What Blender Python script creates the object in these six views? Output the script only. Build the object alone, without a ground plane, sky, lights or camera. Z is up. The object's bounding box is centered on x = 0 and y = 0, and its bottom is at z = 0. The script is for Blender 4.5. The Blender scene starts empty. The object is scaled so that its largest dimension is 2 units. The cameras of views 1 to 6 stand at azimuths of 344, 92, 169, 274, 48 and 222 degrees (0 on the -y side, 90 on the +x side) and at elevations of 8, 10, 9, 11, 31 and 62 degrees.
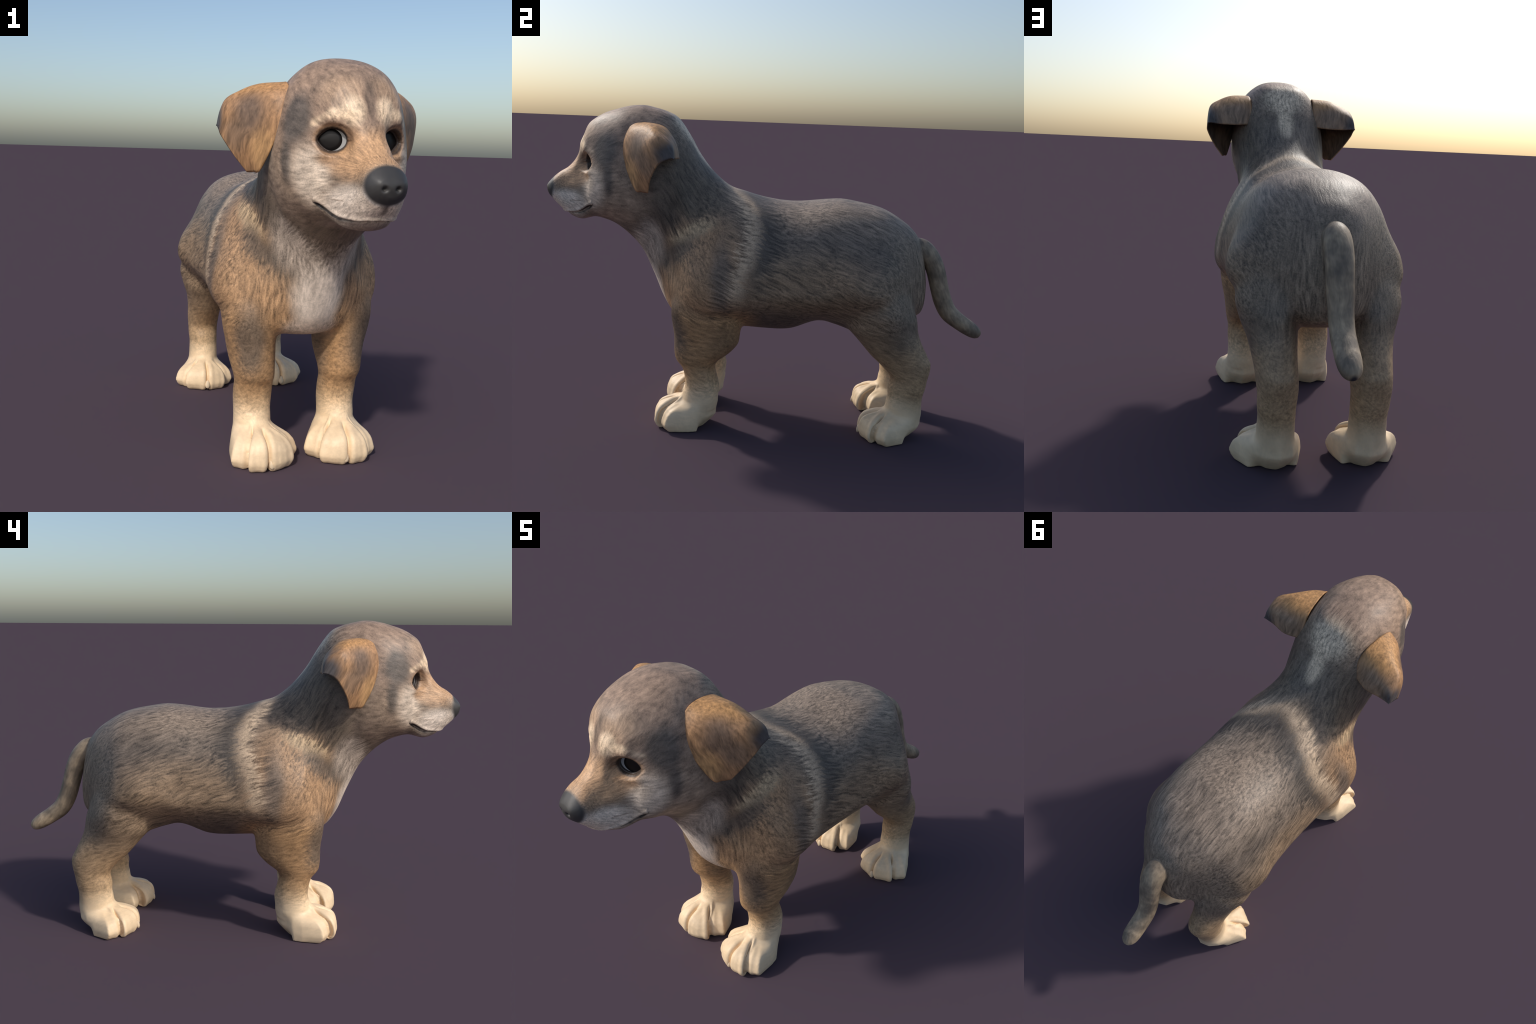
# A young short-haired puppy standing on four legs, looking straight ahead (-y).
import bpy, bmesh, math
import numpy as np
from mathutils import Vector

rng = np.random.default_rng(7)

# ------------------------------------------------------------------ helpers
def catmull(P, t):
    """Catmull-Rom through the rows of P (n, ...) at parameters t in [0, n-1]."""
    P = np.asarray(P, float)
    n = len(P)
    i = np.clip(np.floor(t).astype(int), 0, n - 2)
    f = (t - i).reshape((-1,) + (1,) * (P.ndim - 1))
    p0, p1, p2, p3 = P[np.maximum(i - 1, 0)], P[i], P[i + 1], P[np.minimum(i + 2, n - 1)]
    m1, m2 = (p2 - p0) * .5, (p3 - p1) * .5
    return (2*f**3 - 3*f**2 + 1)*p1 + (f**3 - 2*f**2 + f)*m1 + (-2*f**3 + 3*f**2)*p2 + (f**3 - f**2)*m2


def hermite(X, P, x):
    """Smooth curve through rows of P given at increasing X (non-uniform knots)."""
    X, P = np.asarray(X, float), np.asarray(P, float)
    d = np.diff(X)
    sl = np.diff(P, axis=0) / d.reshape((-1,) + (1,) * (P.ndim - 1))
    w = d.reshape((-1,) + (1,) * (P.ndim - 1))
    mid = (sl[:-1] * w[1:] + sl[1:] * w[:-1]) / (w[1:] + w[:-1])
    m = np.concatenate([sl[:1], mid, sl[-1:]], 0)
    i = np.clip(np.searchsorted(X, x, side="right") - 1, 0, len(X) - 2)
    h = d[i].reshape((-1,) + (1,) * (P.ndim - 1))
    f = ((x - X[i]) / d[i]).reshape((-1,) + (1,) * (P.ndim - 1))
    return (2*f**3 - 3*f**2 + 1)*P[i] + (f**3 - 2*f**2 + f)*h*m[i] + (-2*f**3 + 3*f**2)*P[i + 1] + (f**3 - f**2)*h*m[i + 1]


def smoothstep(a, b, x):
    t = np.clip((x - a) / (b - a), 0, 1)
    return t * t * (3 - 2 * t)


def new_mesh_object(name, verts, faces, parent=None):
    me = bpy.data.meshes.new(name)
    me.from_pydata([tuple(v) for v in verts], [], [tuple(f) for f in faces])
    me.update()
    ob = bpy.data.objects.new(name, me)
    bpy.context.scene.collection.objects.link(ob)
    if parent:
        ob.parent = parent
    return ob


def tube(rings):
    """Closed tube from a stack of rings (m, k, 3): quads between, fan caps."""
    rings = np.asarray(rings, float)
    m, k = rings.shape[:2]
    V = rings.reshape(-1, 3).tolist()
    F = []
    for i in range(m - 1):
        for j in range(k):
            a, b = i * k + j, i * k + (j + 1) % k
            F.append((a, b, b + k, a + k))
    for i, flip in ((0, True), (m - 1, False)):
        c = len(V)
        V.append(rings[i].mean(0).tolist())
        for j in range(k):
            a, b = i * k + j, i * k + (j + 1) % k
            F.append((b, a, c) if flip else (a, b, c))
    return V, F


def superellipse(k, p):
    a = np.linspace(0, 2 * math.pi, k, endpoint=False)
    c, s = np.cos(a), np.sin(a)
    return np.sign(c) * np.abs(c) ** (2 / p), np.sign(s) * np.abs(s) ** (2 / p)


# ------------------------------------------------------------------ trunk: nose to rump
# Each station: y, then the right half of the cross-section from the top of the
# midline (height) through seven (x, z) points to the bottom of the midline.
STATIONS = []


def station(y, top, *half):
    pts = [(0.0, top)] + [half[i:i + 2] for i in range(0, len(half) - 1, 2)] + [(0.0, half[-1])]
    STATIONS.append((y, pts))


station(.734, .690, .015, .688, .028, .68, .035, .66, .038, .64, .035, .62, .03, .60, .015, .585, .58)
station(.722, .765, .025, .76, .048, .74, .065, .71, .078, .665, .078, .62, .068, .575, .035, .548, .54)
station(.700, .855, .038, .848, .070, .815, .090, .77, .105, .71, .110, .64, .098, .57, .055, .530, .525)
station(.660, .915, .050, .908, .094, .875, .120, .82, .140, .755, .155, .675, .150, .59, .08, .520, .510)
station(.600, .962, .066, .953, .124, .918, .162, .862, .190, .788, .216, .70, .217, .61, .11, .510, .490)
station(.510, 1.008, .085, .998, .157, .964, .210, .904, .250, .82, .300, .715, .304, .62, .16, .490, .465)
station(.420, 1.028, .093, 1.017, .172, .985, .228, .920, .274, .82, .332, .715, .322, .62, .17, .475, .455)
station(.330, 1.040, .10, 1.028, .180, .992, .236, .925, .280, .83, .318, .72, .305, .62, .17, .500, .485)
station(.270, 1.036, .10, 1.024, .180, .988, .238, .922, .279, .83, .307, .71, .297, .61, .16, .512, .498)
station(.120, 1.022, .10, 1.006, .178, .970, .237, .908, .280, .82, .305, .70, .290, .60, .15, .468, .450)
station(-.02, 1.037, .096, 1.022, .180, .986, .237, .912, .282, .82, .307, .70, .293, .59, .15, .466, .447)
station(-.10, 1.058, .090, 1.042, .173, .998, .235, .920, .284, .82, .314, .69, .299, .58, .14, .466, .447)
station(-.17, 1.080, .083, 1.063, .166, 1.008, .231, .928, .282, .82, .317, .68, .300, .56, .14, .468, .449)
station(-.23, 1.126, .078, 1.104, .158, 1.033, .217, .937, .266, .82, .316, .68, .297, .56, .145, .470, .452)
station(-.30, 1.207, .077, 1.187, .148, 1.112, .190, .990, .230, .85, .290, .70, .280, .57, .15, .478, .460)
station(-.36, 1.304, .084, 1.285, .160, 1.19, .198, 1.05, .198, .88, .226, .70, .238, .58, .145, .492, .468)
station(-.41, 1.370, .092, 1.351, .171, 1.25, .205, 1.11, .196, .92, .170, .75, .180, .63, .120, .525, .486)
station(-.46, 1.397, .100, 1.379, .175, 1.285, .209, 1.14, .203, .99, .148, .83, .120, .71, .076, .598, .549)
station(-.51, 1.411, .101, 1.391, .177, 1.303, .212, 1.16, .209, 1.04, .158, .91, .103, .79, .060, .70, .667)
station(-.56, 1.420, .100, 1.399, .177, 1.312, .213, 1.17, .214, 1.06, .180, .955, .117, .86, .060, .793, .768)
station(-.62, 1.415, .10, 1.395, .174, 1.318, .208, 1.19, .214, 1.08, .188, .980, .128, .90, .068, .854, .840)
station(-.68, 1.399, .095, 1.380, .161, 1.308, .192, 1.20, .202, 1.09, .182, .995, .132, .930, .075, .896, .886)
station(-.73, 1.382, .085, 1.364, .140, 1.300, .164, 1.21, .176, 1.10, .164, 1.00, .132, .943, .08, .914, .908)
station(-.77, 1.360, .075, 1.343, .120, 1.290, .138, 1.21, .140, 1.10, .140, 1.02, .128, .962, .082, .922, .912)
station(-.80, 1.335, .060, 1.322, .100, 1.275, .114, 1.21, .095, 1.12, .112, 1.05, .115, .968, .080, .916, .906)
station(-.83, 1.272, .030, 1.266, .055, 1.230, .062, 1.16, .076, 1.11, .097, 1.05, .104, .974, .074, .912, .898)
station(-.86, 1.190, .018, 1.187, .036, 1.170, .056, 1.14, .070, 1.10, .086, 1.05, .094, .972, .064, .918, .900)
station(-.90, 1.137, .020, 1.134, .038, 1.122, .055, 1.10, .067, 1.07, .078, 1.03, .082, .978, .055, .936, .920)
station(-.94, 1.110, .020, 1.107, .038, 1.100, .055, 1.083, .065, 1.06, .069, 1.035, .066, 1.00, .043, .966, .955)
station(-.97, 1.083, .018, 1.082, .035, 1.075, .050, 1.063, .056, 1.05, .058, 1.03, .050, 1.007, .028, .990, .984)
station(-.99, 1.060, .012, 1.059, .022, 1.055, .031, 1.048, .035, 1.04, .035, 1.03, .030, 1.018, .016, 1.009, 1.006)
station(-.998, 1.042, .003, 1.041, .006, 1.040, .008, 1.039, .010, 1.037, .010, 1.034, .008, 1.032, .004, 1.031, 1.030)


def trunk():
    ys = np.array([s[0] for s in STATIONS])
    half = np.array([s[1] for s in STATIONS])                       # (n, 9, 2)
    ring = np.concatenate([half, half[:, -2:0:-1] * [-1, 1]], 1)      # (n, 16, 2) closed
    k = ring.shape[1]
    wrapped = np.concatenate([ring[:, -2:], ring, ring[:, :3]], 1)
    t = np.linspace(2, 2 + k, 96, endpoint=False)
    fine = catmull(wrapped.transpose(1, 0, 2), t).transpose(1, 0, 2)  # (n, 96, 2)
    # knots spaced by the distance travelled by the section, so long and short steps both stay smooth
    step = np.sqrt(np.diff(ys) ** 2 + (np.diff(ring, axis=0) ** 2).sum(-1).mean(1))
    knots = np.concatenate([[0], np.cumsum(step)])
    s = np.concatenate([np.linspace(a, b, 8, endpoint=False) for a, b in zip(knots[:-1], knots[1:])] + [[knots[-1]]])
    sec, yy = hermite(knots, fine, s), hermite(knots, ys, s)
    rings = np.stack([sec[..., 0], np.repeat(yy[:, None], 96, 1), sec[..., 1]], -1)
    return tube(rings)


# ------------------------------------------------------------------ legs
# level: z, y front, y back, x inner, x outer, how much the outer side narrows towards the back
FORE = [(.66, -.366, -.12, .10, .265, 0), (.56, -.400, -.092, .086, .286, 0), (.48, -.396, -.086, .083, .278, 0), (.43, -.388, -.088, .082, .267, 0),
        (.39, -.386, -.098, .083, .260, 0), (.345, -.385, -.137, .087, .253, 0), (.31, -.378, -.183, .089, .246, 0), (.28, -.352, -.197, .092, .240, 0),
        (.245, -.340, -.188, .091, .242, 0), (.19, -.335, -.176, .094, .238, 0), (.14, -.345, -.182, .096, .236, 0), (.09, -.34, -.190, .10, .23, 0)]
HIND = [(.74, .44, .58, .10, .22, .4), (.66, .385, .640, .10, .285, .4), (.58, .37, .674, .09, .312, .45), (.535, .372, .688, .09, .303, .36), (.49, .380, .692, .085, .289, .26), (.45, .414, .705, .085, .271, .16),
        (.41, .450, .723, .090, .260, .12), (.37, .486, .743, .092, .251, .06), (.34, .519, .757, .092, .247, .05), (.30, .558, .753, .092, .243, 0),
        (.27, .576, .746, .094, .240, 0), (.228, .568, .740, .097, .238, 0), (.19, .571, .731, .097, .234, 0), (.14, .565, .727, .098, .234, 0), (.09, .57, .72, .105, .225, 0)]


def leg(levels, side):
    L = np.array(levels)
    L = catmull(L, np.linspace(0, len(L) - 1, (len(L) - 1) * 5 + 1))
    c, s = superellipse(48, 2.1)
    rings = []
    for z, yf, yb, xi, xo, taper in L:
        x = (xi + xo) / 2 + (xo - xi) / 2 * c
        x = xi + (x - xi) * (1 - taper * np.clip(s, 0, 1) ** 1.5)
        y = (yf + yb) / 2 + (yb - yf) / 2 * s
        rings.append(np.stack([x * side, y, np.full_like(x, z)], -1))
    return tube(rings)


# ------------------------------------------------------------------ paws
# footprint just above the ground, from the heel round the outer side; f marks the long middle toes
def footprint(*pts):
    return np.array(pts)


FORE_PRINT = footprint((.165, -.192, 0), (.205, -.215, 0), (.245, -.262, 0), (.262, -.310, 0), (.278, -.405, 0), (.228, -.428, .2), (.230, -.453, .55),
                       (.19, -.465, 1), (.15, -.463, 1), (.11, -.463, 1), (.085, -.452, .9), (.043, -.419, .5), (.062, -.395, .2), (.011, -.354, 0), (.040, -.300, 0), (.075, -.245, 0), (.115, -.205, 0))
HIND_PRINT = footprint((.16, .727, 0), (.205, .712, 0), (.240, .678, 0), (.270, .632, 0), (.318, .553, 0), (.270, .514, .2), (.282, .492, .45),
                       (.245, .470, .8), (.21, .455, 1), (.158, .452, 1), (.125, .455, .9), (.092, .470, .45), (.104, .506, .2), (.046, .521, 0), (.055, .570, 0), (.076, .640, 0), (.11, .705, 0))
SPREAD_Z = [-.004, .008, .030, .045, .075, .095, .108, .120, .135, .150, .170]
SPREAD_SIDE = [.74, .88, 1.0, .97, .86, .68, .44, .16, 0, 0, 0]
SPREAD_FRONT = [.80, .92, 1.0, 1.0, .97, .91, .82, .66, .35, .08, 0]


def paw(outline, ankle, side, height):
    yf, yb, xi, xo = ankle
    k = len(outline)
    dense = np.concatenate([outline, outline[:1]])
    t = np.linspace(0, k, 120, endpoint=False)
    T = np.stack([np.interp(t, range(k + 1), dense[:, i]) for i in range(3)], -1)
    cx, cy = (xi + xo) / 2, (yf + yb) / 2
    ang = np.arctan2((T[:, 1] - cy) / (yb - yf), (T[:, 0] - cx) / (xo - xi))
    A = np.stack([cx + (xo - xi) / 2 * np.cos(ang), cy + (yb - yf) / 2 * np.sin(ang)], -1)
    rings = []
    for z in np.concatenate([np.linspace(-.004, .05, 8), np.linspace(.06, .17, 23)]):
        zz = z if z < .045 else .045 + (z - .045) / height
        g = np.interp(zz, SPREAD_Z, SPREAD_SIDE) * (1 - T[:, 2]) + np.interp(zz, SPREAD_Z, SPREAD_FRONT) * T[:, 2]
        P = A + (T[:, :2] - A) * g[:, None]
        heel = smoothstep(cy - .01, cy + .05, P[:, 1]) * np.clip((.062 - z) / .066, 0, 1) ** 1.3
        P[:, 1] -= heel * .062
        P[:, 0] += heel * (cx - P[:, 0]) * .28
        rings.append(np.stack([P[:, 0] * side, P[:, 1], np.full(len(P), z)], -1))
    return tube(rings)


# ------------------------------------------------------------------ fuse the body into one surface
parts = [trunk()]
for side in (1, -1):
    parts += [leg(FORE, side), leg(HIND, side)]
    parts += [paw(FORE_PRINT, (-.343, -.182, .097, .236), side, .92), paw(HIND_PRINT, (.566, .728, .098, .234), side, .76)]
V, F = [], []
for v, f in parts:
    F += [tuple(i + len(V) for i in q) for q in f]
    V += v
body = new_mesh_object("body", V, F)
bm = bmesh.new()
bm.from_mesh(body.data)
# every closed shell must face outwards before the voxel remesh
bmesh.ops.recalc_face_normals(bm, faces=bm.faces)
bm.to_mesh(body.data)
bm.free()
mod = body.modifiers.new("fuse", "REMESH")
mod.mode, mod.voxel_size, mod.adaptivity = "VOXEL", .0055, 0
dg = bpy.context.evaluated_depsgraph_get()
me = bpy.data.meshes.new_from_object(body.evaluated_get(dg))
body.modifiers.clear()
body.data = me

# finer faces where the face and the paws are
bm = bmesh.new()
bm.from_mesh(me)
fine = [f for f in bm.faces if ((c := f.calc_center_median()).y < -.70 and c.z > .86) or c.z < .14]
edges = list({e for f in fine for e in f.edges})
bmesh.ops.subdivide_edges(bm, edges=edges, cuts=1, use_grid_fill=True)
bm.to_mesh(me)
bm.free()


def get_co(mesh):
    co = np.empty(len(mesh.vertices) * 3)
    mesh.vertices.foreach_get("co", co)
    return co.reshape(-1, 3)


def get_edges(mesh):
    e = np.empty(len(mesh.edges) * 2, np.int64)
    mesh.edges.foreach_get("vertices", e)
    return e.reshape(-1, 2)


def relax(co, e, weight, rounds):
    n = len(co)
    deg = np.bincount(e.ravel(), minlength=n).astype(float)[:, None]
    for _ in range(rounds):
        acc = np.stack([np.bincount(e[:, 0], co[e[:, 1], k], n) + np.bincount(e[:, 1], co[e[:, 0], k], n) for k in range(3)], -1)
        co = co + (acc / deg - co) * weight[:, None]
    return co


co, edges = get_co(me), get_edges(me)
x, y, z = co.T
paw_w = 1 - smoothstep(.12, .17, z)
co = relax(co, edges, np.where(paw_w > .5, .35, .5), 4)
# melt the creases where the legs leave the trunk
x, y, z = co.T
melt = smoothstep(.38, .46, z) * (1 - smoothstep(.66, .76, z)) * smoothstep(.04, .08, abs(x)) * np.maximum(smoothstep(.30, .36, y), 1 - smoothstep(-.06, .0, y))
co = relax(co, edges, .5 * melt, 40)


x, y, z = co.T
co = relax(co, edges, .5 * smoothstep(.2, .24, z) * (1 - smoothstep(.32, .36, z)) * (y < 0), 12)

# ------------------------------------------------------------------ sculpt the face and the toes
TIGHTEN = .003
def normals_of(mesh, co):
    mesh.vertices.foreach_set("co", co.ravel())
    mesh.update()
    n = np.empty(len(mesh.vertices) * 3)
    mesh.vertices.foreach_get("normal", n)
    return n.reshape(-1, 3)


def polyline_distance(P, line):
    best = np.full(len(P), 9.0)
    for a, b in zip(line[:-1], line[1:]):
        a, b = np.array(a), np.array(b)
        t = np.clip(((P - a) @ (b - a)) / ((b - a) @ (b - a)), 0, 1)
        best = np.minimum(best, np.linalg.norm(P - (a + t[:, None] * (b - a)), axis=1))
    return best


# clefts between the toes: seen from above, straight lines from the instep to the gaps in the footprint
FORE_CLEFTS = [((.158, -.335), (.150, -.475)), ((.172, -.325), (.227, -.434)), ((.140, -.325), (.060, -.400))]
HIND_CLEFTS = [((.170, .575), (.182, .440)), ((.190, .580), (.270, .512)), ((.145, .580), (.102, .505))]


def mirrored(co):
    return np.stack([abs(co[:, 0]), co[:, 1], co[:, 2]], -1)


def bump(co, centre, radius, push):
    q = (mirrored(co) - np.array(centre)) / np.array(radius)
    w = np.exp(-(q ** 2).sum(1))
    d = np.array(push)[None] * w[:, None]
    d[:, 0] *= np.sign(co[:, 0])
    return co + d


def toe_clefts(co):
    m = mirrored(co)
    nrm = normals_of(me, co)
    low = m[:, 2] < .14
    P = m[low]
    depth = np.zeros(len(P))
    for clefts in (FORE_CLEFTS, HIND_CLEFTS):
        for a, b in clefts:
            a, b = np.array(a), np.array(b)
            L = np.linalg.norm(b - a)
            t = ((P[:, :2] - a) @ (b - a)) / L ** 2
            d = np.abs((P[:, 0] - a[0]) * (b[1] - a[1]) - (P[:, 1] - a[1]) * (b[0] - a[0])) / L
            along = smoothstep(.18, .55, t) * (t < 1.6)
            depth += .016 * np.exp(-(d / .0055) ** 2) * along
            depth -= .004 * np.exp(-((d - .019) / .011) ** 2) * along
    out = co.copy()
    out[low] -= nrm[low] * depth[:, None]
    return out


co = co - normals_of(me, co) * (TIGHTEN * smoothstep(.10, .18, co[:, 2]) * smoothstep(-.96, -.86, co[:, 1]))[:, None]
co = toe_clefts(co)

# eye axis (outwards) and aperture in its own plane
EYE = np.array([.094, -.779, 1.160])
EYE_OUT = np.array([.45, -.89, .02])
EYE_OUT /= np.linalg.norm(EYE_OUT)
EYE_SIDE = np.cross([0, 0, 1], EYE_OUT)          # towards the outer corner, away from the muzzle
EYE_SIDE /= np.linalg.norm(EYE_SIDE)
if EYE_SIDE[0] < 0:
    EYE_SIDE = -EYE_SIDE
EYE_UP = np.cross(EYE_SIDE, EYE_OUT)
if EYE_UP[2] < 0:
    EYE_UP = -EYE_UP

co = bump(co, (.110, -.795, 1.225), (.040, .05, .020), (.001, -.003, .001))       # brow ridge
co = bump(co, (.045, -.83, 1.245), (.028, .05, .03), (.002, -.006, 0))
co = bump(co, (.075, -.80, 1.17), (.028, .05, .022), (-.004, .010, .002))           # inner socket
co = bump(co, (.115, -.775, 1.115), (.035, .05, .013), (.003, -.005, .001))       # lower lid bag
co = bump(co, (.030, -.985, 1.045), (.020, .03, .020), (.002, -.003, .001))       # nose wings
MOUTH = [(.131, -.752, .984), (.118, -.785, .963), (.100, -.812, .946), (.084, -.838, .936), (.060, -.880, .934), (.030, -.908, .934), (.0, -.914, .937)]
m = mirrored(co)
nrm = normals_of(me, co)
dist = polyline_distance(m, MOUTH)
front = smoothstep(-.748, -.77, m[:, 1])
co = co - nrm * (.012 * np.exp(-(dist / .005) ** 2) * np.where(m[:, 1] < -.74, 1, 0))[:, None]
above = np.exp(-((dist - .011) / .008) ** 2) * (m[:, 2] > np.interp(m[:, 1], [p[1] for p in MOUTH[::-1]], [p[2] for p in MOUTH[::-1]]))
co = co + nrm * (.004 * above * (m[:, 1] < -.76))[:, None]
below = np.exp(-((dist - .012) / .010) ** 2) * (m[:, 2] < np.interp(m[:, 1], [p[1] for p in MOUTH[::-1]], [p[2] for p in MOUTH[::-1]]) - .002)
co = co - nrm * (.002 * below * (m[:, 1] < -.78))[:, None]
# nostrils
co_n = mirrored(co)
hole = np.exp(-(((co_n - np.array([.020, -.992, 1.030])) / np.array([.007, .02, .006])) ** 2).sum(1))
co[:, 1] += .014 * hole


def eye_plane(P):
    q = mirrored(P) - EYE
    return q @ EYE_SIDE, q @ EYE_UP, q @ EYE_OUT


def aperture(a, b):
    """<1 inside the opening between the lids (almond, pulled up at the outer corner)."""
    b = (b - .02 * a) / (1 - .42 * np.clip(a / .043, 0, 1) ** 2)
    return np.sqrt((np.abs(a) / .043) ** 2.2 + (np.abs(b) / np.where(b > 0, .033, .032)) ** 2.2)


a, b, c = eye_plane(co)
r = aperture(a, b)
near = (np.abs(c) < .05) & (co[:, 2] > 1.09) & (co[:, 2] < 1.23)
inward = EYE_OUT[None] * np.where(co[:, :1] < 0, [[-1, 1, 1]], [[1, 1, 1]])
flat = np.where(near, 1 - smoothstep(1.05, 1.65, r), 0) * c * np.where(b > 0, .62, .9)
co = co - inward * flat[:, None]
push = np.where(near, 1 - smoothstep(.92, 1.04, r), 0)
lid = np.where(near, np.exp(-((r - 1.16) / .13) ** 2), 0)
co = co - inward * (.045 * push)[:, None] + inward * (.002 * lid)[:, None]

co[:, 2] = np.maximum(co[:, 2], 0)
me.vertices.foreach_set("co", co.ravel())
me.update()


# ------------------------------------------------------------------ materials
class Nodes:
    """Small wrapper that writes shader node trees as expressions."""

    def __init__(self, name):
        self.mat = bpy.data.materials.new(name)
        self.mat.use_nodes = True
        self.t = self.mat.node_tree
        self.t.nodes.clear()

    def node(self, kind, **props):
        n = self.t.nodes.new("ShaderNode" + kind)
        for k, v in props.items():
            setattr(n, k, v)
        return n

    def put(self, sock, value):
        if hasattr(value, "is_output"):
            self.t.links.new(value, sock)
        else:
            if sock.type == "RGBA" and len(value) == 3:
                value = (*value, 1)
            sock.default_value = value

    def math(self, op, a, b=0.0, c=0.0, clamp=False):
        n = self.node("Math", operation=op, use_clamp=clamp)
        for i, v in enumerate((a, b, c)):
            self.put(n.inputs[i], v)
        return n.outputs[0]

    def vmath(self, op, a, b=(0, 0, 0), scale=None):
        n = self.node("VectorMath", operation=op)
        self.put(n.inputs[0], a)
        if op != "SCALE":
            self.put(n.inputs[1], b)
        else:
            self.put(n.inputs["Scale"], scale)
        return n.outputs["Value"] if op in ("LENGTH", "DOT_PRODUCT", "DISTANCE") else n.outputs["Vector"]

    def ramp(self, v, a, b, lo=0.0, hi=1.0):
        n = self.node("MapRange", interpolation_type="SMOOTHSTEP")
        for i, q in enumerate((v, a, b, lo, hi)):
            self.put(n.inputs[i], q)
        return n.outputs[0]

    def noise(self, vec, scale, detail=2.0, rough=.5):
        n = self.node("TexNoise")
        self.put(n.inputs["Vector"], vec)
        n.inputs["Scale"].default_value, n.inputs["Detail"].default_value, n.inputs["Roughness"].default_value = scale, detail, rough
        return n

    def mix(self, f, a, b, blend="MIX"):
        n = self.node("Mix", data_type="RGBA", blend_type=blend)
        self.put(n.inputs[0], f)
        self.put(n.inputs[6], a)
        self.put(n.inputs[7], b)
        return n.outputs[2]

    def xyz(self, v):
        n = self.node("SeparateXYZ")
        self.put(n.inputs[0], v)
        return n.outputs

    def join(self, x, y, z):
        n = self.node("CombineXYZ")
        for i, v in enumerate((x, y, z)):
            self.put(n.inputs[i], v)
        return n.outputs[0]

    def streaks(self, P, tilt, along=14.0, across=75.0, detail=3.0):
        """Hair-like noise drawn out along +y tilted up by `tilt` degrees."""
        m = self.node("Mapping")
        self.put(m.inputs["Vector"], P)
        m.inputs["Rotation"].default_value = (-math.radians(tilt), 0, 0)
        s = self.vmath("MULTIPLY", m.outputs[0], (across, along, across))
        return self.noise(s, 1.0, detail, .6).outputs["Fac"]

    def patch(self, P, centre, radius, soft=.35, tilt=0.0):
        """1 inside an ellipsoid that may be tilted in the side view, fading over `soft` of its radius."""
        d = self.vmath("SUBTRACT", P, centre)
        if tilt:
            m = self.node("Mapping")
            self.put(m.inputs["Vector"], d)
            m.inputs["Rotation"].default_value = (-math.radians(tilt), 0, 0)
            d = m.outputs[0]
        r = self.vmath("LENGTH", self.vmath("DIVIDE", d, radius))
        return self.ramp(r, 1 + soft, max(1 - soft, 0))

    def line(self, P, a, b, r, soft=.5):
        """1 near the segment a-b."""
        a, b = np.array(a), np.array(b)
        ab = b - a
        pa = self.vmath("SUBTRACT", P, tuple(a))
        t = self.math("DIVIDE", self.vmath("DOT_PRODUCT", pa, tuple(ab)), float(ab @ ab), clamp=True)
        d = self.vmath("LENGTH", self.vmath("SUBTRACT", pa, self.vmath("SCALE", tuple(ab), scale=t)))
        return self.ramp(d, r * (1 + soft), r * (1 - soft))

    def curve(self, v, points):
        """Piecewise smooth function of one value."""
        xs, ys = [p[0] for p in points], [p[1] for p in points]
        n = self.node("FloatCurve")
        x = self.math("DIVIDE", self.math("SUBTRACT", v, xs[0]), xs[-1] - xs[0], clamp=True)
        self.put(n.inputs["Value"], x)
        c = n.mapping.curves[0]
        lo, hi = min(ys), max(ys)
        for i, (px, py) in enumerate(points):
            q = ((px - xs[0]) / (xs[-1] - xs[0]), (py - lo) / (hi - lo))
            if i == 0:
                c.points[0].location = q
            elif i == len(points) - 1:
                c.points[-1].location = q
            else:
                c.points.new(*q)
        n.mapping.update()
        return self.math("MULTIPLY_ADD", n.outputs[0], hi - lo, lo)

    def finish(self, colour, height=None, rough=.5, bump=.5, spec=.5):
        p = self.node("BsdfPrincipled")
        self.put(p.inputs["Base Color"], colour)
        self.put(p.inputs["Roughness"], rough)
        p.inputs["Specular IOR Level"].default_value = spec
        if height is not None:
            b = self.node("Bump")
            b.inputs["Strength"].default_value, b.inputs["Distance"].default_value = bump, .004
            self.put(b.inputs["Height"], height)
            self.put(p.inputs["Normal"], b.outputs[0])
        o = self.node("OutputMaterial")
        self.put(o.inputs["Surface"], p.outputs[0])
        return self.mat


def fur_space(n):
    """Mirrored object space, gently warped so that no streak runs straight."""
    co = n.node("TexCoord").outputs["Object"]
    x, y, z = n.xyz(co)
    P = n.join(n.math("ABSOLUTE", x), y, z)
    w = n.noise(co, 7.0, 2.0).outputs["Color"]
    w = n.vmath("SUBTRACT", w, (.5, .5, .5))
    return co, P, n.vmath("ADD", co, n.vmath("SCALE", w, scale=.05)), w


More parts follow.
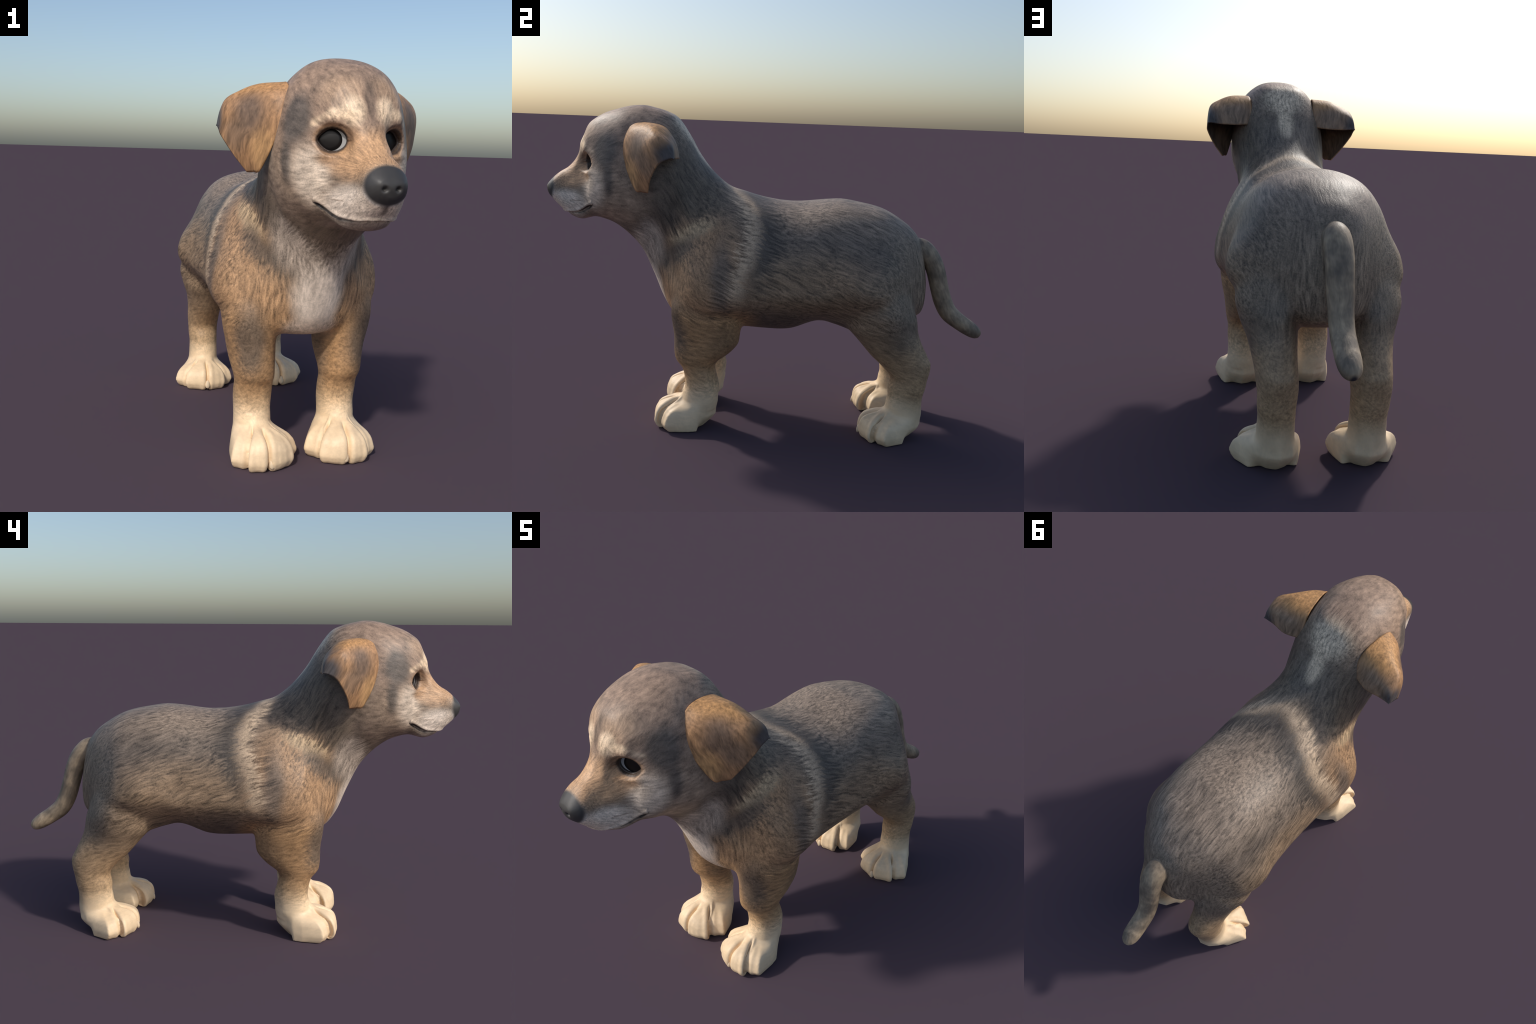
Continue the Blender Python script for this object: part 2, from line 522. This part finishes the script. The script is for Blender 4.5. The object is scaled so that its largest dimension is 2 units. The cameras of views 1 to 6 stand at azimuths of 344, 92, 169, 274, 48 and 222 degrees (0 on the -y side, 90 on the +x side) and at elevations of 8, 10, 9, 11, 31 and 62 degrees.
def coat_material():
    n = Nodes("coat")
    co, P, flow, w = fur_space(n)
    body = n.streaks(flow, -22, along=10.5, across=108, detail=3.0)
    neck = n.streaks(flow, -58, along=10.5, across=100, detail=3.0)
    chest = n.streaks(flow, -84, along=12, across=95)
    # facial hair runs away from the nose in every direction
    from_nose = n.vmath("SUBTRACT", n.vmath("ADD", co, n.vmath("SCALE", w, scale=.04)), (0, -.99, 1.06))
    radial = n.node("TexNoise", noise_dimensions="4D")
    n.put(radial.inputs["Vector"], n.vmath("SCALE", n.vmath("NORMALIZE", from_nose), scale=26.0))
    n.put(radial.inputs["W"], n.math("MULTIPLY", n.vmath("LENGTH", from_nose), 17.0))
    radial.inputs["Scale"].default_value, radial.inputs["Detail"].default_value, radial.inputs["Roughness"].default_value = 1.0, 3.0, .6
    head = radial.outputs["Fac"]
    legs = n.streaks(flow, -14, along=20, across=90)
    is_neck = n.patch(P, (.1, -.33, .90), (.4, .17, .33), .3, tilt=0)
    is_head = n.patch(P, (0, -.70, 1.16), (.4, .30, .32), .12)
    z_raw = n.xyz(P)[2]
    is_leg = n.ramp(z_raw, .52, .44)
    hair = n.mix(is_neck, body, neck)
    hair = n.mix(n.patch(P, (0, -.45, .66), (.30, .14, .20), .3), hair, chest)
    hair = n.mix(n.patch(P, (0, .76, .62), (.40, .16, .34), .35), hair, chest)          # rump hair falls straight down
    hair = n.mix(is_head, hair, head)
    hair = n.mix(is_leg, hair, legs)
    hair = n.math("SUBTRACT", hair, .5)
    # ragged borders: hair pulls every patch edge along its own direction
    ragged = n.vmath("ADD", n.vmath("ADD", P, n.vmath("SCALE", (.10, .55, -.45), scale=n.math("MULTIPLY", hair, .11))), n.vmath("SCALE", w, scale=.035))
    face = n.vmath("ADD", n.vmath("ADD", P, n.vmath("SCALE", (.05, .35, .15), scale=n.math("MULTIPLY", hair, .05))), n.vmath("SCALE", w, scale=.010))
    Q = ragged
    x, y, z = n.xyz(Q)
    col = (.198, .159, .126)

    def paint(mask, colour, amount=1.0):
        nonlocal col
        if amount != 1.0:
            mask = n.math("MULTIPLY", mask, amount)
        col = n.mix(mask, col, colour)

    def spot(colour, centre, radius, soft=.5, amount=1.0, tilt=0.0, where=None):
        paint(n.patch(Q if where is None else where, centre, radius, soft, tilt), colour, amount)

    # --- trunk
    spot((.255, .208, .172), (.15, .35, .95), (.22, .38, .13), .6, .7)            # paler brushed back
    spot((.110, .095, .086), (.30, .46, .82), (.16, .20, .09), .7, .7, tilt=-15)
    spot((.120, .102, .090), (.30, .12, .86), (.14, .18, .08), .8, .6)
    spot((.245, .175, .116), (.31, .22, .66), (.14, .40, .15), .6, .85)           # brown flank
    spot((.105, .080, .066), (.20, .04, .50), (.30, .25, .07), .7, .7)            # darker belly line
    spot((.215, .173, .133), (.25, .63, .62), (.17, .09, .22), .7, .7)            # rump sides
    spot((.270, .218, .165), (.0, .72, .65), (.11, .10, .22), .6, .8)
    # --- shoulder, chest and neck
    spot((.345, .222, .132), (.27, -.25, .74), (.20, .19, .24), .45, .95)
    spot((.375, .240, .140), (.20, -.40, .58), (.16, .13, .13), .5, .9)
    stripe = n.curve(z, [(.52, -.10), (.62, -.105), (.71, -.095), (.80, -.068), (.90, -.045), (.96, -.055), (1.02, -.105), (1.07, -.17)])
    off = n.math("ADD", n.math("SUBTRACT", y, stripe), n.math("MULTIPLY", hair, .09))
    up = n.ramp(z, .56, .68)
    paint(n.math("MULTIPLY", n.math("MULTIPLY", n.ramp(off, .0, .075), n.ramp(off, .18, .07)), n.ramp(z, .60, .80)), (.070, .062, .056), .85)
    paint(n.math("MULTIPLY", n.ramp(n.math("ABSOLUTE", off), .058, .008), up), (.50, .395, .295), .82)
    spot((.125, .108, .098), (.28, -.17, .70), (.10, .045, .16), .6, .75)
    spot((.135, .109, .084), (.12, -.32, 1.08), (.20, .17, .15), .35, .95)        # dark neck
    spot((.080, .066, .055), (.20, -.42, .97), (.08, .065, .11), .6, .85, tilt=-20)
    spot((.165, .145, .126), (.0, -.28, 1.18), (.12, .10, .11), .5, .7)
    spot((.50, .38, .25), (.22, -.31, .885), (.09, .10, .030), .5, .9, tilt=28)     # cream collar streak
    spot((.095, .083, .075), (.20, -.385, .785), (.10, .12, .038), .6, .75, tilt=38)     # dark chevron
    spot((.40, .345, .305), (.08, -.50, .83), (.125, .085, .115), .35, 1.0)        # throat
    spot((.74, .665, .61), (.0, -.455, .65), (.085, .12, .16), .35, 1.0)          # white bib
    spot((.52, .44, .39), (.0, -.40, .49), (.14, .14, .055), .5, .9)
    # --- fore legs
    fore = n.math("MULTIPLY", n.ramp(z, .60, .50), n.ramp(y, .02, -.08))
    paint(n.math("MULTIPLY", fore, n.ramp(x, .07, .12)), (.405, .252, .132), .95)
    spot((.115, .095, .080), (.212, -.372, .455), (.060, .075, .125), .5, .85)
    spot((.25, .17, .105), (.18, -.15, .40), (.12, .08, .09), .6, .6)
    # --- hind legs
    hindmask = n.math("MULTIPLY", n.ramp(z, .60, .36), n.ramp(y, .34, .42))
    paint(hindmask, (.375, .265, .165), .95)
    spot((.30, .225, .155), (.22, .45, .47), (.12, .08, .10), .6, .8)
    spot((.120, .102, .088), (.25, .62, .490), (.12, .065, .095), .8, .6, tilt=-40)
    # --- paws
    lift = n.math("MULTIPLY", n.ramp(y, .55, .75), .06)
    low = n.math("ADD", n.xyz(face)[2], lift)
    paint(n.math("MULTIPLY", n.ramp(z_raw, .33, .20), .5), (.52, .37, .225))
    paint(n.ramp(low, .265, .125), (.82, .665, .475))
    # --- head
    Q = ragged
    spot((.315, .230, .178), (.0, -.65, 1.30), (.35, .235, .26), .2, 1.0)
    spot((.21, .178, .152), (.20, -.50, 1.14), (.08, .10, .16), .5, .8)
    Q = face
    wedge = n.vmath("ADD", P, n.vmath("SCALE", w, scale=.03))
    spot((.70, .60, .475), (.0, -.385, 1.325), (.085, .09, .065), .55, .9, where=wedge)         # pale wedge on the nape
    spot((.70, .60, .475), (.0, -.315, 1.225), (.034, .08, .08), .55, .9, where=wedge)
    spot((.37, .285, .222), (.16, -.66, 1.02), (.13, .14, .12), .45, .95)        # cheeks
    spot((.145, .125, .112), (.13, -.79, 1.33), (.10, .07, .05), .6, .35)
    spot((.46, .33, .235), (.080, -.80, 1.305), (.055, .07, .045), .6, .7)
    spot((.165, .125, .102), (.0, -.82, 1.285), (.016, .09, .075), .7, .8)         # dark wedge on the brow
    spot((.105, .094, .088), (.175, -.690, 1.220), (.06, .062, .080), .42, .9)       # temple
    spot((.105, .094, .088), (.18, -.672, 1.095), (.05, .028, .070), .45, .85)
    spot((.62, .54, .47), (.145, -.745, 1.060), (.055, .065, .085), .5, .95, tilt=-20)
    spot((.54, .345, .205), (.035, -.86, 1.115), (.085, .115, .075), .4, .95)         # tan bridge
    spot((.40, .265, .17), (.105, -.785, 1.108), (.032, .05, .022), .6, .8)          # under the eye
    spot((.78, .635, .485), (.050, -.83, 1.246), (.031, .05, .038), .5, .95)       # pale brows
    for a, b, r in (((.060, -.828, 1.240), (.100, -.800, 1.236), .014), ((.100, -.800, 1.236), (.138, -.750, 1.208), .011)):
        paint(n.line(face, a, b, r, .8), (.74, .59, .44), .95)
    spot((.46, .285, .165), (.095, -.785, 1.162), (.054, .05, .043), .3, .85)         # lids
    spot((.15, .092, .062), (.058, -.812, 1.172), (.018, .03, .022), .8, .8)
    spot((.045, .032, .026), (.095, -.780, 1.160), (.048, .05, .040), .10, .95, where=P)
    spot((.70, .620, .560), (.045, -.885, .980), (.10, .115, .055), .35, 1.0)          # white muzzle
    spot((.40, .34, .305), (.0, -.80, .905), (.11, .13, .030), .4, .9)
    for a, b, r in zip(MOUTH[:-1], MOUTH[1:], (.0085, .0085, .0070, .0048, .0042, .0042)):
        paint(n.line(P, a, b, r, .4), (.022, .016, .015))
    paint(n.line(P, (.0, -.945, .960), (.0, -.972, .985), .009, .9), (.10, .08, .075), .75)
    for (a, b) in (((.105, -.80, 1.030), (.085, -.885, 1.035)), ((.118, -.79, 1.006), (.092, -.875, 1.010)), ((.112, -.795, .990), (.088, -.87, .990))):
        paint(n.line(face, a, b, .0022, .8), (.22, .16, .125), .6)
    spot((.041, .039, .038), (.0, -.978, 1.040), (.074, .050, .058), .12, 1.0, where=P)       # nose leather
    # --- hair shading: pale and dark strands
    is_smooth = n.math("MAXIMUM", n.patch(P, (0, -.978, 1.04), (.074, .050, .058), .1), n.ramp(z_raw, .22, .12))
    fine = n.math("SUBTRACT", n.noise(flow, 190.0, 2.0).outputs["Fac"], .5)
    strand = n.math("MULTIPLY_ADD", fine, .35, hair)
    tame = n.math("SUBTRACT", 1.0, n.math("MAXIMUM", n.math("MULTIPLY", is_smooth, .85), n.math("MAXIMUM", n.math("MULTIPLY", is_head, .30), n.math("MULTIPLY", n.patch(P, (0, -.455, .65), (.09, .12, .16), .4), .6))))
    strand = n.math("MULTIPLY", strand, tame)
    strand = n.math("MULTIPLY", strand, n.math("MULTIPLY_ADD", is_leg, -.4, 1.0))
    gain = n.math("MULTIPLY_ADD", strand, 2.9, .98)
    gain = n.math("MAXIMUM", gain, .35)
    mottled = n.math("MULTIPLY_ADD", n.math("SUBTRACT", n.noise(co, 16.0, 3.0).outputs["Fac"], .5), .45, 1.0)
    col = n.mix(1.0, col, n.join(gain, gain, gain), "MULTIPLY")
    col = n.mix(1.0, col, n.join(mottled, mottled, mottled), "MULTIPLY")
    warm = n.math("SUBTRACT", 1.0, n.patch(P, (0, -.978, 1.04), (.08, .055, .062), .1))
    col = n.mix(warm, col, n.mix(1.0, col, (1.05, .975, .875), "MULTIPLY"))
    rough = n.math("MULTIPLY_ADD", n.patch(P, (0, -.978, 1.04), (.074, .050, .058), .1), -.02, .52)
    return n.finish(col, strand, rough, .45)


def ear_material(inside):
    n = Nodes("ear_lining" if inside else "ear_fur")
    co, P, flow, w = fur_space(n)
    hair = n.math("SUBTRACT", n.streaks(flow, -65, along=14, across=85), .5)
    Q = n.vmath("ADD", n.vmath("ADD", P, n.vmath("SCALE", (.1, .2, -.6), scale=n.math("MULTIPLY", hair, .06))), n.vmath("SCALE", w, scale=.03))
    if inside:
        col = n.mix(n.patch(Q, (.25, -.50, 1.12), (.06, .06, .08), .6), (.105, .072, .052), (.22, .13, .08))
    else:
        col = (.385, .212, .103)
        for colour, c, r, soft, amount in (
                ((.50, .262, .100), (.23, -.47, 1.345), (.14, .12, .050), .5, .95),
                ((.140, .092, .064), (.285, -.545, 1.235), (.050, .06, .075), .6, .9),
                ((.225, .150, .100), (.31, -.49, 1.17), (.05, .04, .05), .6, .7),
                ((.46, .265, .115), (.235, -.57, 1.115), (.05, .05, .07), .6, .8),
                ((.235, .165, .115), (.22, -.355, 1.26), (.13, .045, .09), .5, .8),
                ((.075, .070, .072), (.350, -.385, 1.215), (.055, .060, .050), .5, .95)):
            col = n.mix(n.math("MULTIPLY", n.patch(Q, c, r, soft), amount), col, colour)
    gain = n.math("MAXIMUM", n.math("MULTIPLY_ADD", hair, 2.1, 1.0), .35)
    col = n.mix(1.0, col, n.join(gain, gain, gain), "MULTIPLY")
    return n.finish(col, hair, .55, .35)


def tail_material():
    n = Nodes("tail_fur")
    co, P, flow, w = fur_space(n)
    hair = n.math("SUBTRACT", n.streaks(flow, -65, along=18, across=80), .5)
    blot = n.noise(flow, 13.0, 3.0).outputs["Fac"]
    col = n.mix(n.ramp(blot, .34, .70), (.185, .142, .100), (.40, .30, .195))
    gain = n.math("MAXIMUM", n.math("MULTIPLY_ADD", hair, 1.4, 1.0), .4)
    col = n.mix(n.patch(co, (0, 1.0, .43), (.012, .02, .015), .5), col, (.03, .03, .035))
    col = n.mix(1.0, col, n.join(gain, gain, gain), "MULTIPLY")
    return n.finish(col, hair, .55, .4)


def plain_material(name, colour, rough, spec=.5):
    n = Nodes(name)
    co = n.node("TexCoord").outputs["Object"]
    v = n.math("MULTIPLY_ADD", n.math("SUBTRACT", n.noise(co, 60.0, 2.0).outputs["Fac"], .5), .25, 1.0)
    return n.finish(n.mix(1.0, colour, n.join(v, v, v), "MULTIPLY"), None, rough, spec=spec)


coat = coat_material()
ear_outer, ear_lining = ear_material(False), ear_material(True)
tail_fur = tail_material()
eye_white = plain_material("eye_white", (.36, .36, .36), .25)
eye_black = plain_material("eye_black", (.007, .006, .006), .38, .3)
lid_skin = plain_material("lid_skin", (.045, .032, .027), .45)
claw_horn = plain_material("claw_horn", (.72, .56, .38), .5)

# ------------------------------------------------------------------ objects
puppy = bpy.data.objects.new("puppy", None)
bpy.context.scene.collection.objects.link(puppy)
puppy["label"] = "short-haired grey and tan puppy standing with floppy ears"
puppy["category"] = "dog"


# ------------------------------------------------------------------ take the fused skin apart into named regions
co = get_co(me)
normals = np.empty(len(co) * 3)
me.vertices.foreach_get("normal", normals)
normals = normals.reshape(-1, 3)
polys = [tuple(p.vertices) for p in me.polygons]
centre = np.array([co[list(p)].mean(0) for p in polys])
cx, cy, cz = np.abs(centre[:, 0]), centre[:, 1], centre[:, 2]
side = np.where(centre[:, 0] >= 0, 1, 0)


def ahead_of(y0, z0, y1, z1):
    """True on the nose side of the line through two points of the side view (upper point first)."""
    return (cy - y0) * (z0 - z1) - (z0 - cz) * (y1 - y0) < 0


label = np.full(len(polys), "torso", dtype=object)
label[ahead_of(-.17, 1.07, -.49, .60) & (cz > .60)] = "neck"
label[ahead_of(-.34, 1.28, -.63, .85) & (cz > .80)] = "head"
label[(((centre - [0, -.978, 1.04]) / [.074, .050, .058]) ** 2).sum(1) < 1] = "nose"
label[(cz < .47) & (cy < .1) & (cx > .075)] = "foreleg"
label[(cz < .50) & (cy > .3) & (cx > .085)] = "hind_leg"
label[(cz < .15) & (cy < .1)] = "fore_paw"
label[(cz < .15) & (cy > .1)] = "hind_paw"


def region(name, key, which, parent):
    pick = np.flatnonzero((label == key) & ((side == which) if which is not None else True))
    used = np.unique(np.concatenate([polys[i] for i in pick]))
    index = {int(v): k for k, v in enumerate(used)}
    ob = new_mesh_object(name, co[used], [[index[v] for v in polys[i]] for i in pick], parent)
    ob.data.materials.append(coat)
    for p in ob.data.polygons:
        p.use_smooth = True
    ob.data.normals_split_custom_set_from_vertices(normals[used].tolist())
    return ob


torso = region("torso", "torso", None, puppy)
neck_part = region("neck", "neck", None, puppy)
head_part = region("head", "head", None, puppy)
region("nose", "nose", None, head_part)
limbs = {}
for which in (1, 0):
    for key, paw_key in (("foreleg", "fore_paw"), ("hind_leg", "hind_paw")):
        limbs[key, which] = region(key, key, which, puppy)
        region("paw", paw_key, which, limbs[key, which])
bpy.data.objects.remove(body)

# eyes: a shallow pale bowl behind the lids with a wide dark pupil at its floor
def eye_ring(scale, depth, wide=1.0, k=48):
    a = np.linspace(0, 2 * math.pi, k, endpoint=False)
    u, v = .043 * np.cos(a) * wide, np.where(np.sin(a) > 0, .033, .032) * np.sin(a)
    v = v * (1 - .42 * np.clip(np.cos(a), 0, 1) ** 2)
    pts = EYE + EYE_SIDE * (u * scale)[:, None] + EYE_UP * ((v + .02 * u) * scale)[:, None] - EYE_OUT * np.reshape(depth, (-1, 1))
    return pts


def eye(side):
    flip = np.array([side, 1, 1])
    rim = [eye_ring(s_, d_) for s_, d_ in ((1.09, .006), (1.0, .006), (.97, .009), (.955, .013), (.95, .017))]
    bowl = [eye_ring(s_, d_) for s_, d_ in ((.99, .0145), (.80, .0145), (.5, .0145), (.3, .0145))]
    pupil = [eye_ring(s_, d_, .86) + EYE_SIDE * .008 + EYE_UP * .001 for s_, d_ in ((1.02, .0160), (.98, .0120), (.7, .0105), (.4, .0095), (.2, .0090), (.05, .0090))]
    for name, rings_, m_ in (("eyelid", rim, lid_skin), ("eyeball", bowl, eye_white), ("pupil", pupil, eye_black)):
        R = np.array(rings_) * flip
        k = R.shape[1]
        V_ = R.reshape(-1, 3)
        F_ = [(i * k + j, i * k + (j + 1) % k, (i + 1) * k + (j + 1) % k, (i + 1) * k + j) for i in range(len(R) - 1) for j in range(k)]
        if name != "eyelid":
            F_.append(tuple((len(R) - 1) * k + j for j in range(k)))
        if side < 0:
            F_ = [f[::-1] for f in F_]
        ob = new_mesh_object(name, V_, F_, head_part)
        for p in ob.data.polygons:
            p.use_smooth = True
        ob.data.materials.append(m_)


eye(1)
eye(-1)

# one blunt claw showing between the middle toes of each paw
def claw(x0, y0, parent):
    bm_ = bmesh.new()
    bmesh.ops.create_icosphere(bm_, subdivisions=2, radius=1)
    for v in bm_.verts:
        t = (1 - v.co.z) / 2
        v.co = Vector((x0 + v.co.x * (.010 + .004 * t), y0 + v.co.y * .009 - .006 * t, .030 + v.co.z * .020))
    ob = new_mesh_object("claw", [], [], parent)
    bm_.to_mesh(ob.data)
    bm_.free()
    for p in ob.data.polygons:
        p.use_smooth = True
    ob.data.materials.append(claw_horn)


for which, sgn in ((1, 1), (0, -1)):
    claw(sgn * .140, -.452, limbs["foreleg", which])
    claw(sgn * .181, .456, limbs["hind_leg", which])

# ears
EAR = [  # columns from root to outer tip, each from the hanging edge over the fold to the rear edge
    [(.172, -.603, 1.300), (.170, -.590, 1.320), (.166, -.560, 1.338), (.158, -.505, 1.342), (.150, -.440, 1.326), (.145, -.402, 1.275), (.152, -.385, 1.205)],
    [(.198, -.610, 1.200), (.213, -.598, 1.258), (.226, -.560, 1.310), (.232, -.495, 1.336), (.235, -.433, 1.323), (.229, -.382, 1.270), (.225, -.364, 1.200)],
    [(.240, -.552, 1.068), (.268, -.545, 1.165), (.290, -.522, 1.255), (.294, -.475, 1.309), (.295, -.430, 1.302), (.295, -.382, 1.262), (.292, -.371, 1.200)],
    [(.256, -.515, 1.055), (.302, -.500, 1.140), (.335, -.472, 1.235), (.339, -.445, 1.274), (.338, -.415, 1.272), (.336, -.377, 1.246), (.329, -.369, 1.204)],
    [(.269, -.488, 1.053), (.312, -.473, 1.108), (.346, -.440, 1.167), (.350, -.416, 1.189), (.350, -.396, 1.199), (.349, -.380, 1.205), (.347, -.367, 1.206)]]


def ear(side):
    E = np.array(EAR)
    n, m = 33, 41
    g = catmull(E, np.linspace(0, len(E) - 1, n))
    g = catmull(g.transpose(1, 0, 2), np.linspace(0, E.shape[1] - 1, m)).transpose(1, 0, 2)
    g[..., 0] *= side
    V = g.reshape(-1, 3)
    F = [(i * m + j, (i + 1) * m + j, (i + 1) * m + j + 1, i * m + j + 1) for i in range(n - 1) for j in range(m - 1)]
    if side < 0:
        F = [f[::-1] for f in F]
    ob = new_mesh_object("ear", V, F, puppy)
    s = ob.modifiers.new("thickness", "SOLIDIFY")
    s.thickness, s.offset = .005, -1
    s.material_offset, s.material_offset_rim = 1, 0
    ob.data.materials.append(ear_outer)
    ob.data.materials.append(ear_lining)
    dg = bpy.context.evaluated_depsgraph_get()
    ob.data = bpy.data.meshes.new_from_object(ob.evaluated_get(dg))
    ob.modifiers.clear()
    for p in ob.data.polygons:
        p.use_smooth = True
    return ob


ears = [ear(1), ear(-1)]

# tail: y, z of the axis, half width, half thickness
TAIL = np.array([(.660, .840, .040, .040), (.705, .822, .050, .050), (.748, .785, .050, .044), (.775, .730, .049, .042), (.795, .660, .046, .041), (.818, .590, .043, .041), (.850, .535, .042, .040),
                 (.900, .496, .042, .037), (.945, .468, .041, .035), (.975, .449, .034, .029), (.992, .438, .020, .018), (.998, .434, .006, .006)])
K = catmull(TAIL, np.linspace(0, len(TAIL) - 1, 67))
d = np.gradient(K[:, :2], axis=0)
d /= np.linalg.norm(d, axis=1)[:, None]
cs, sn = superellipse(32, 2.1)
rings = [np.stack([w * cs + .002, yy - dz * h * sn, zz + dy * h * sn], -1) for (yy, zz, w, h), (dy, dz) in zip(K, d)]
tv, tf = tube(rings)
tail = new_mesh_object("tail", tv, tf, puppy)
for p in tail.data.polygons:
    p.use_smooth = True
tail.data.materials.append(tail_fur)
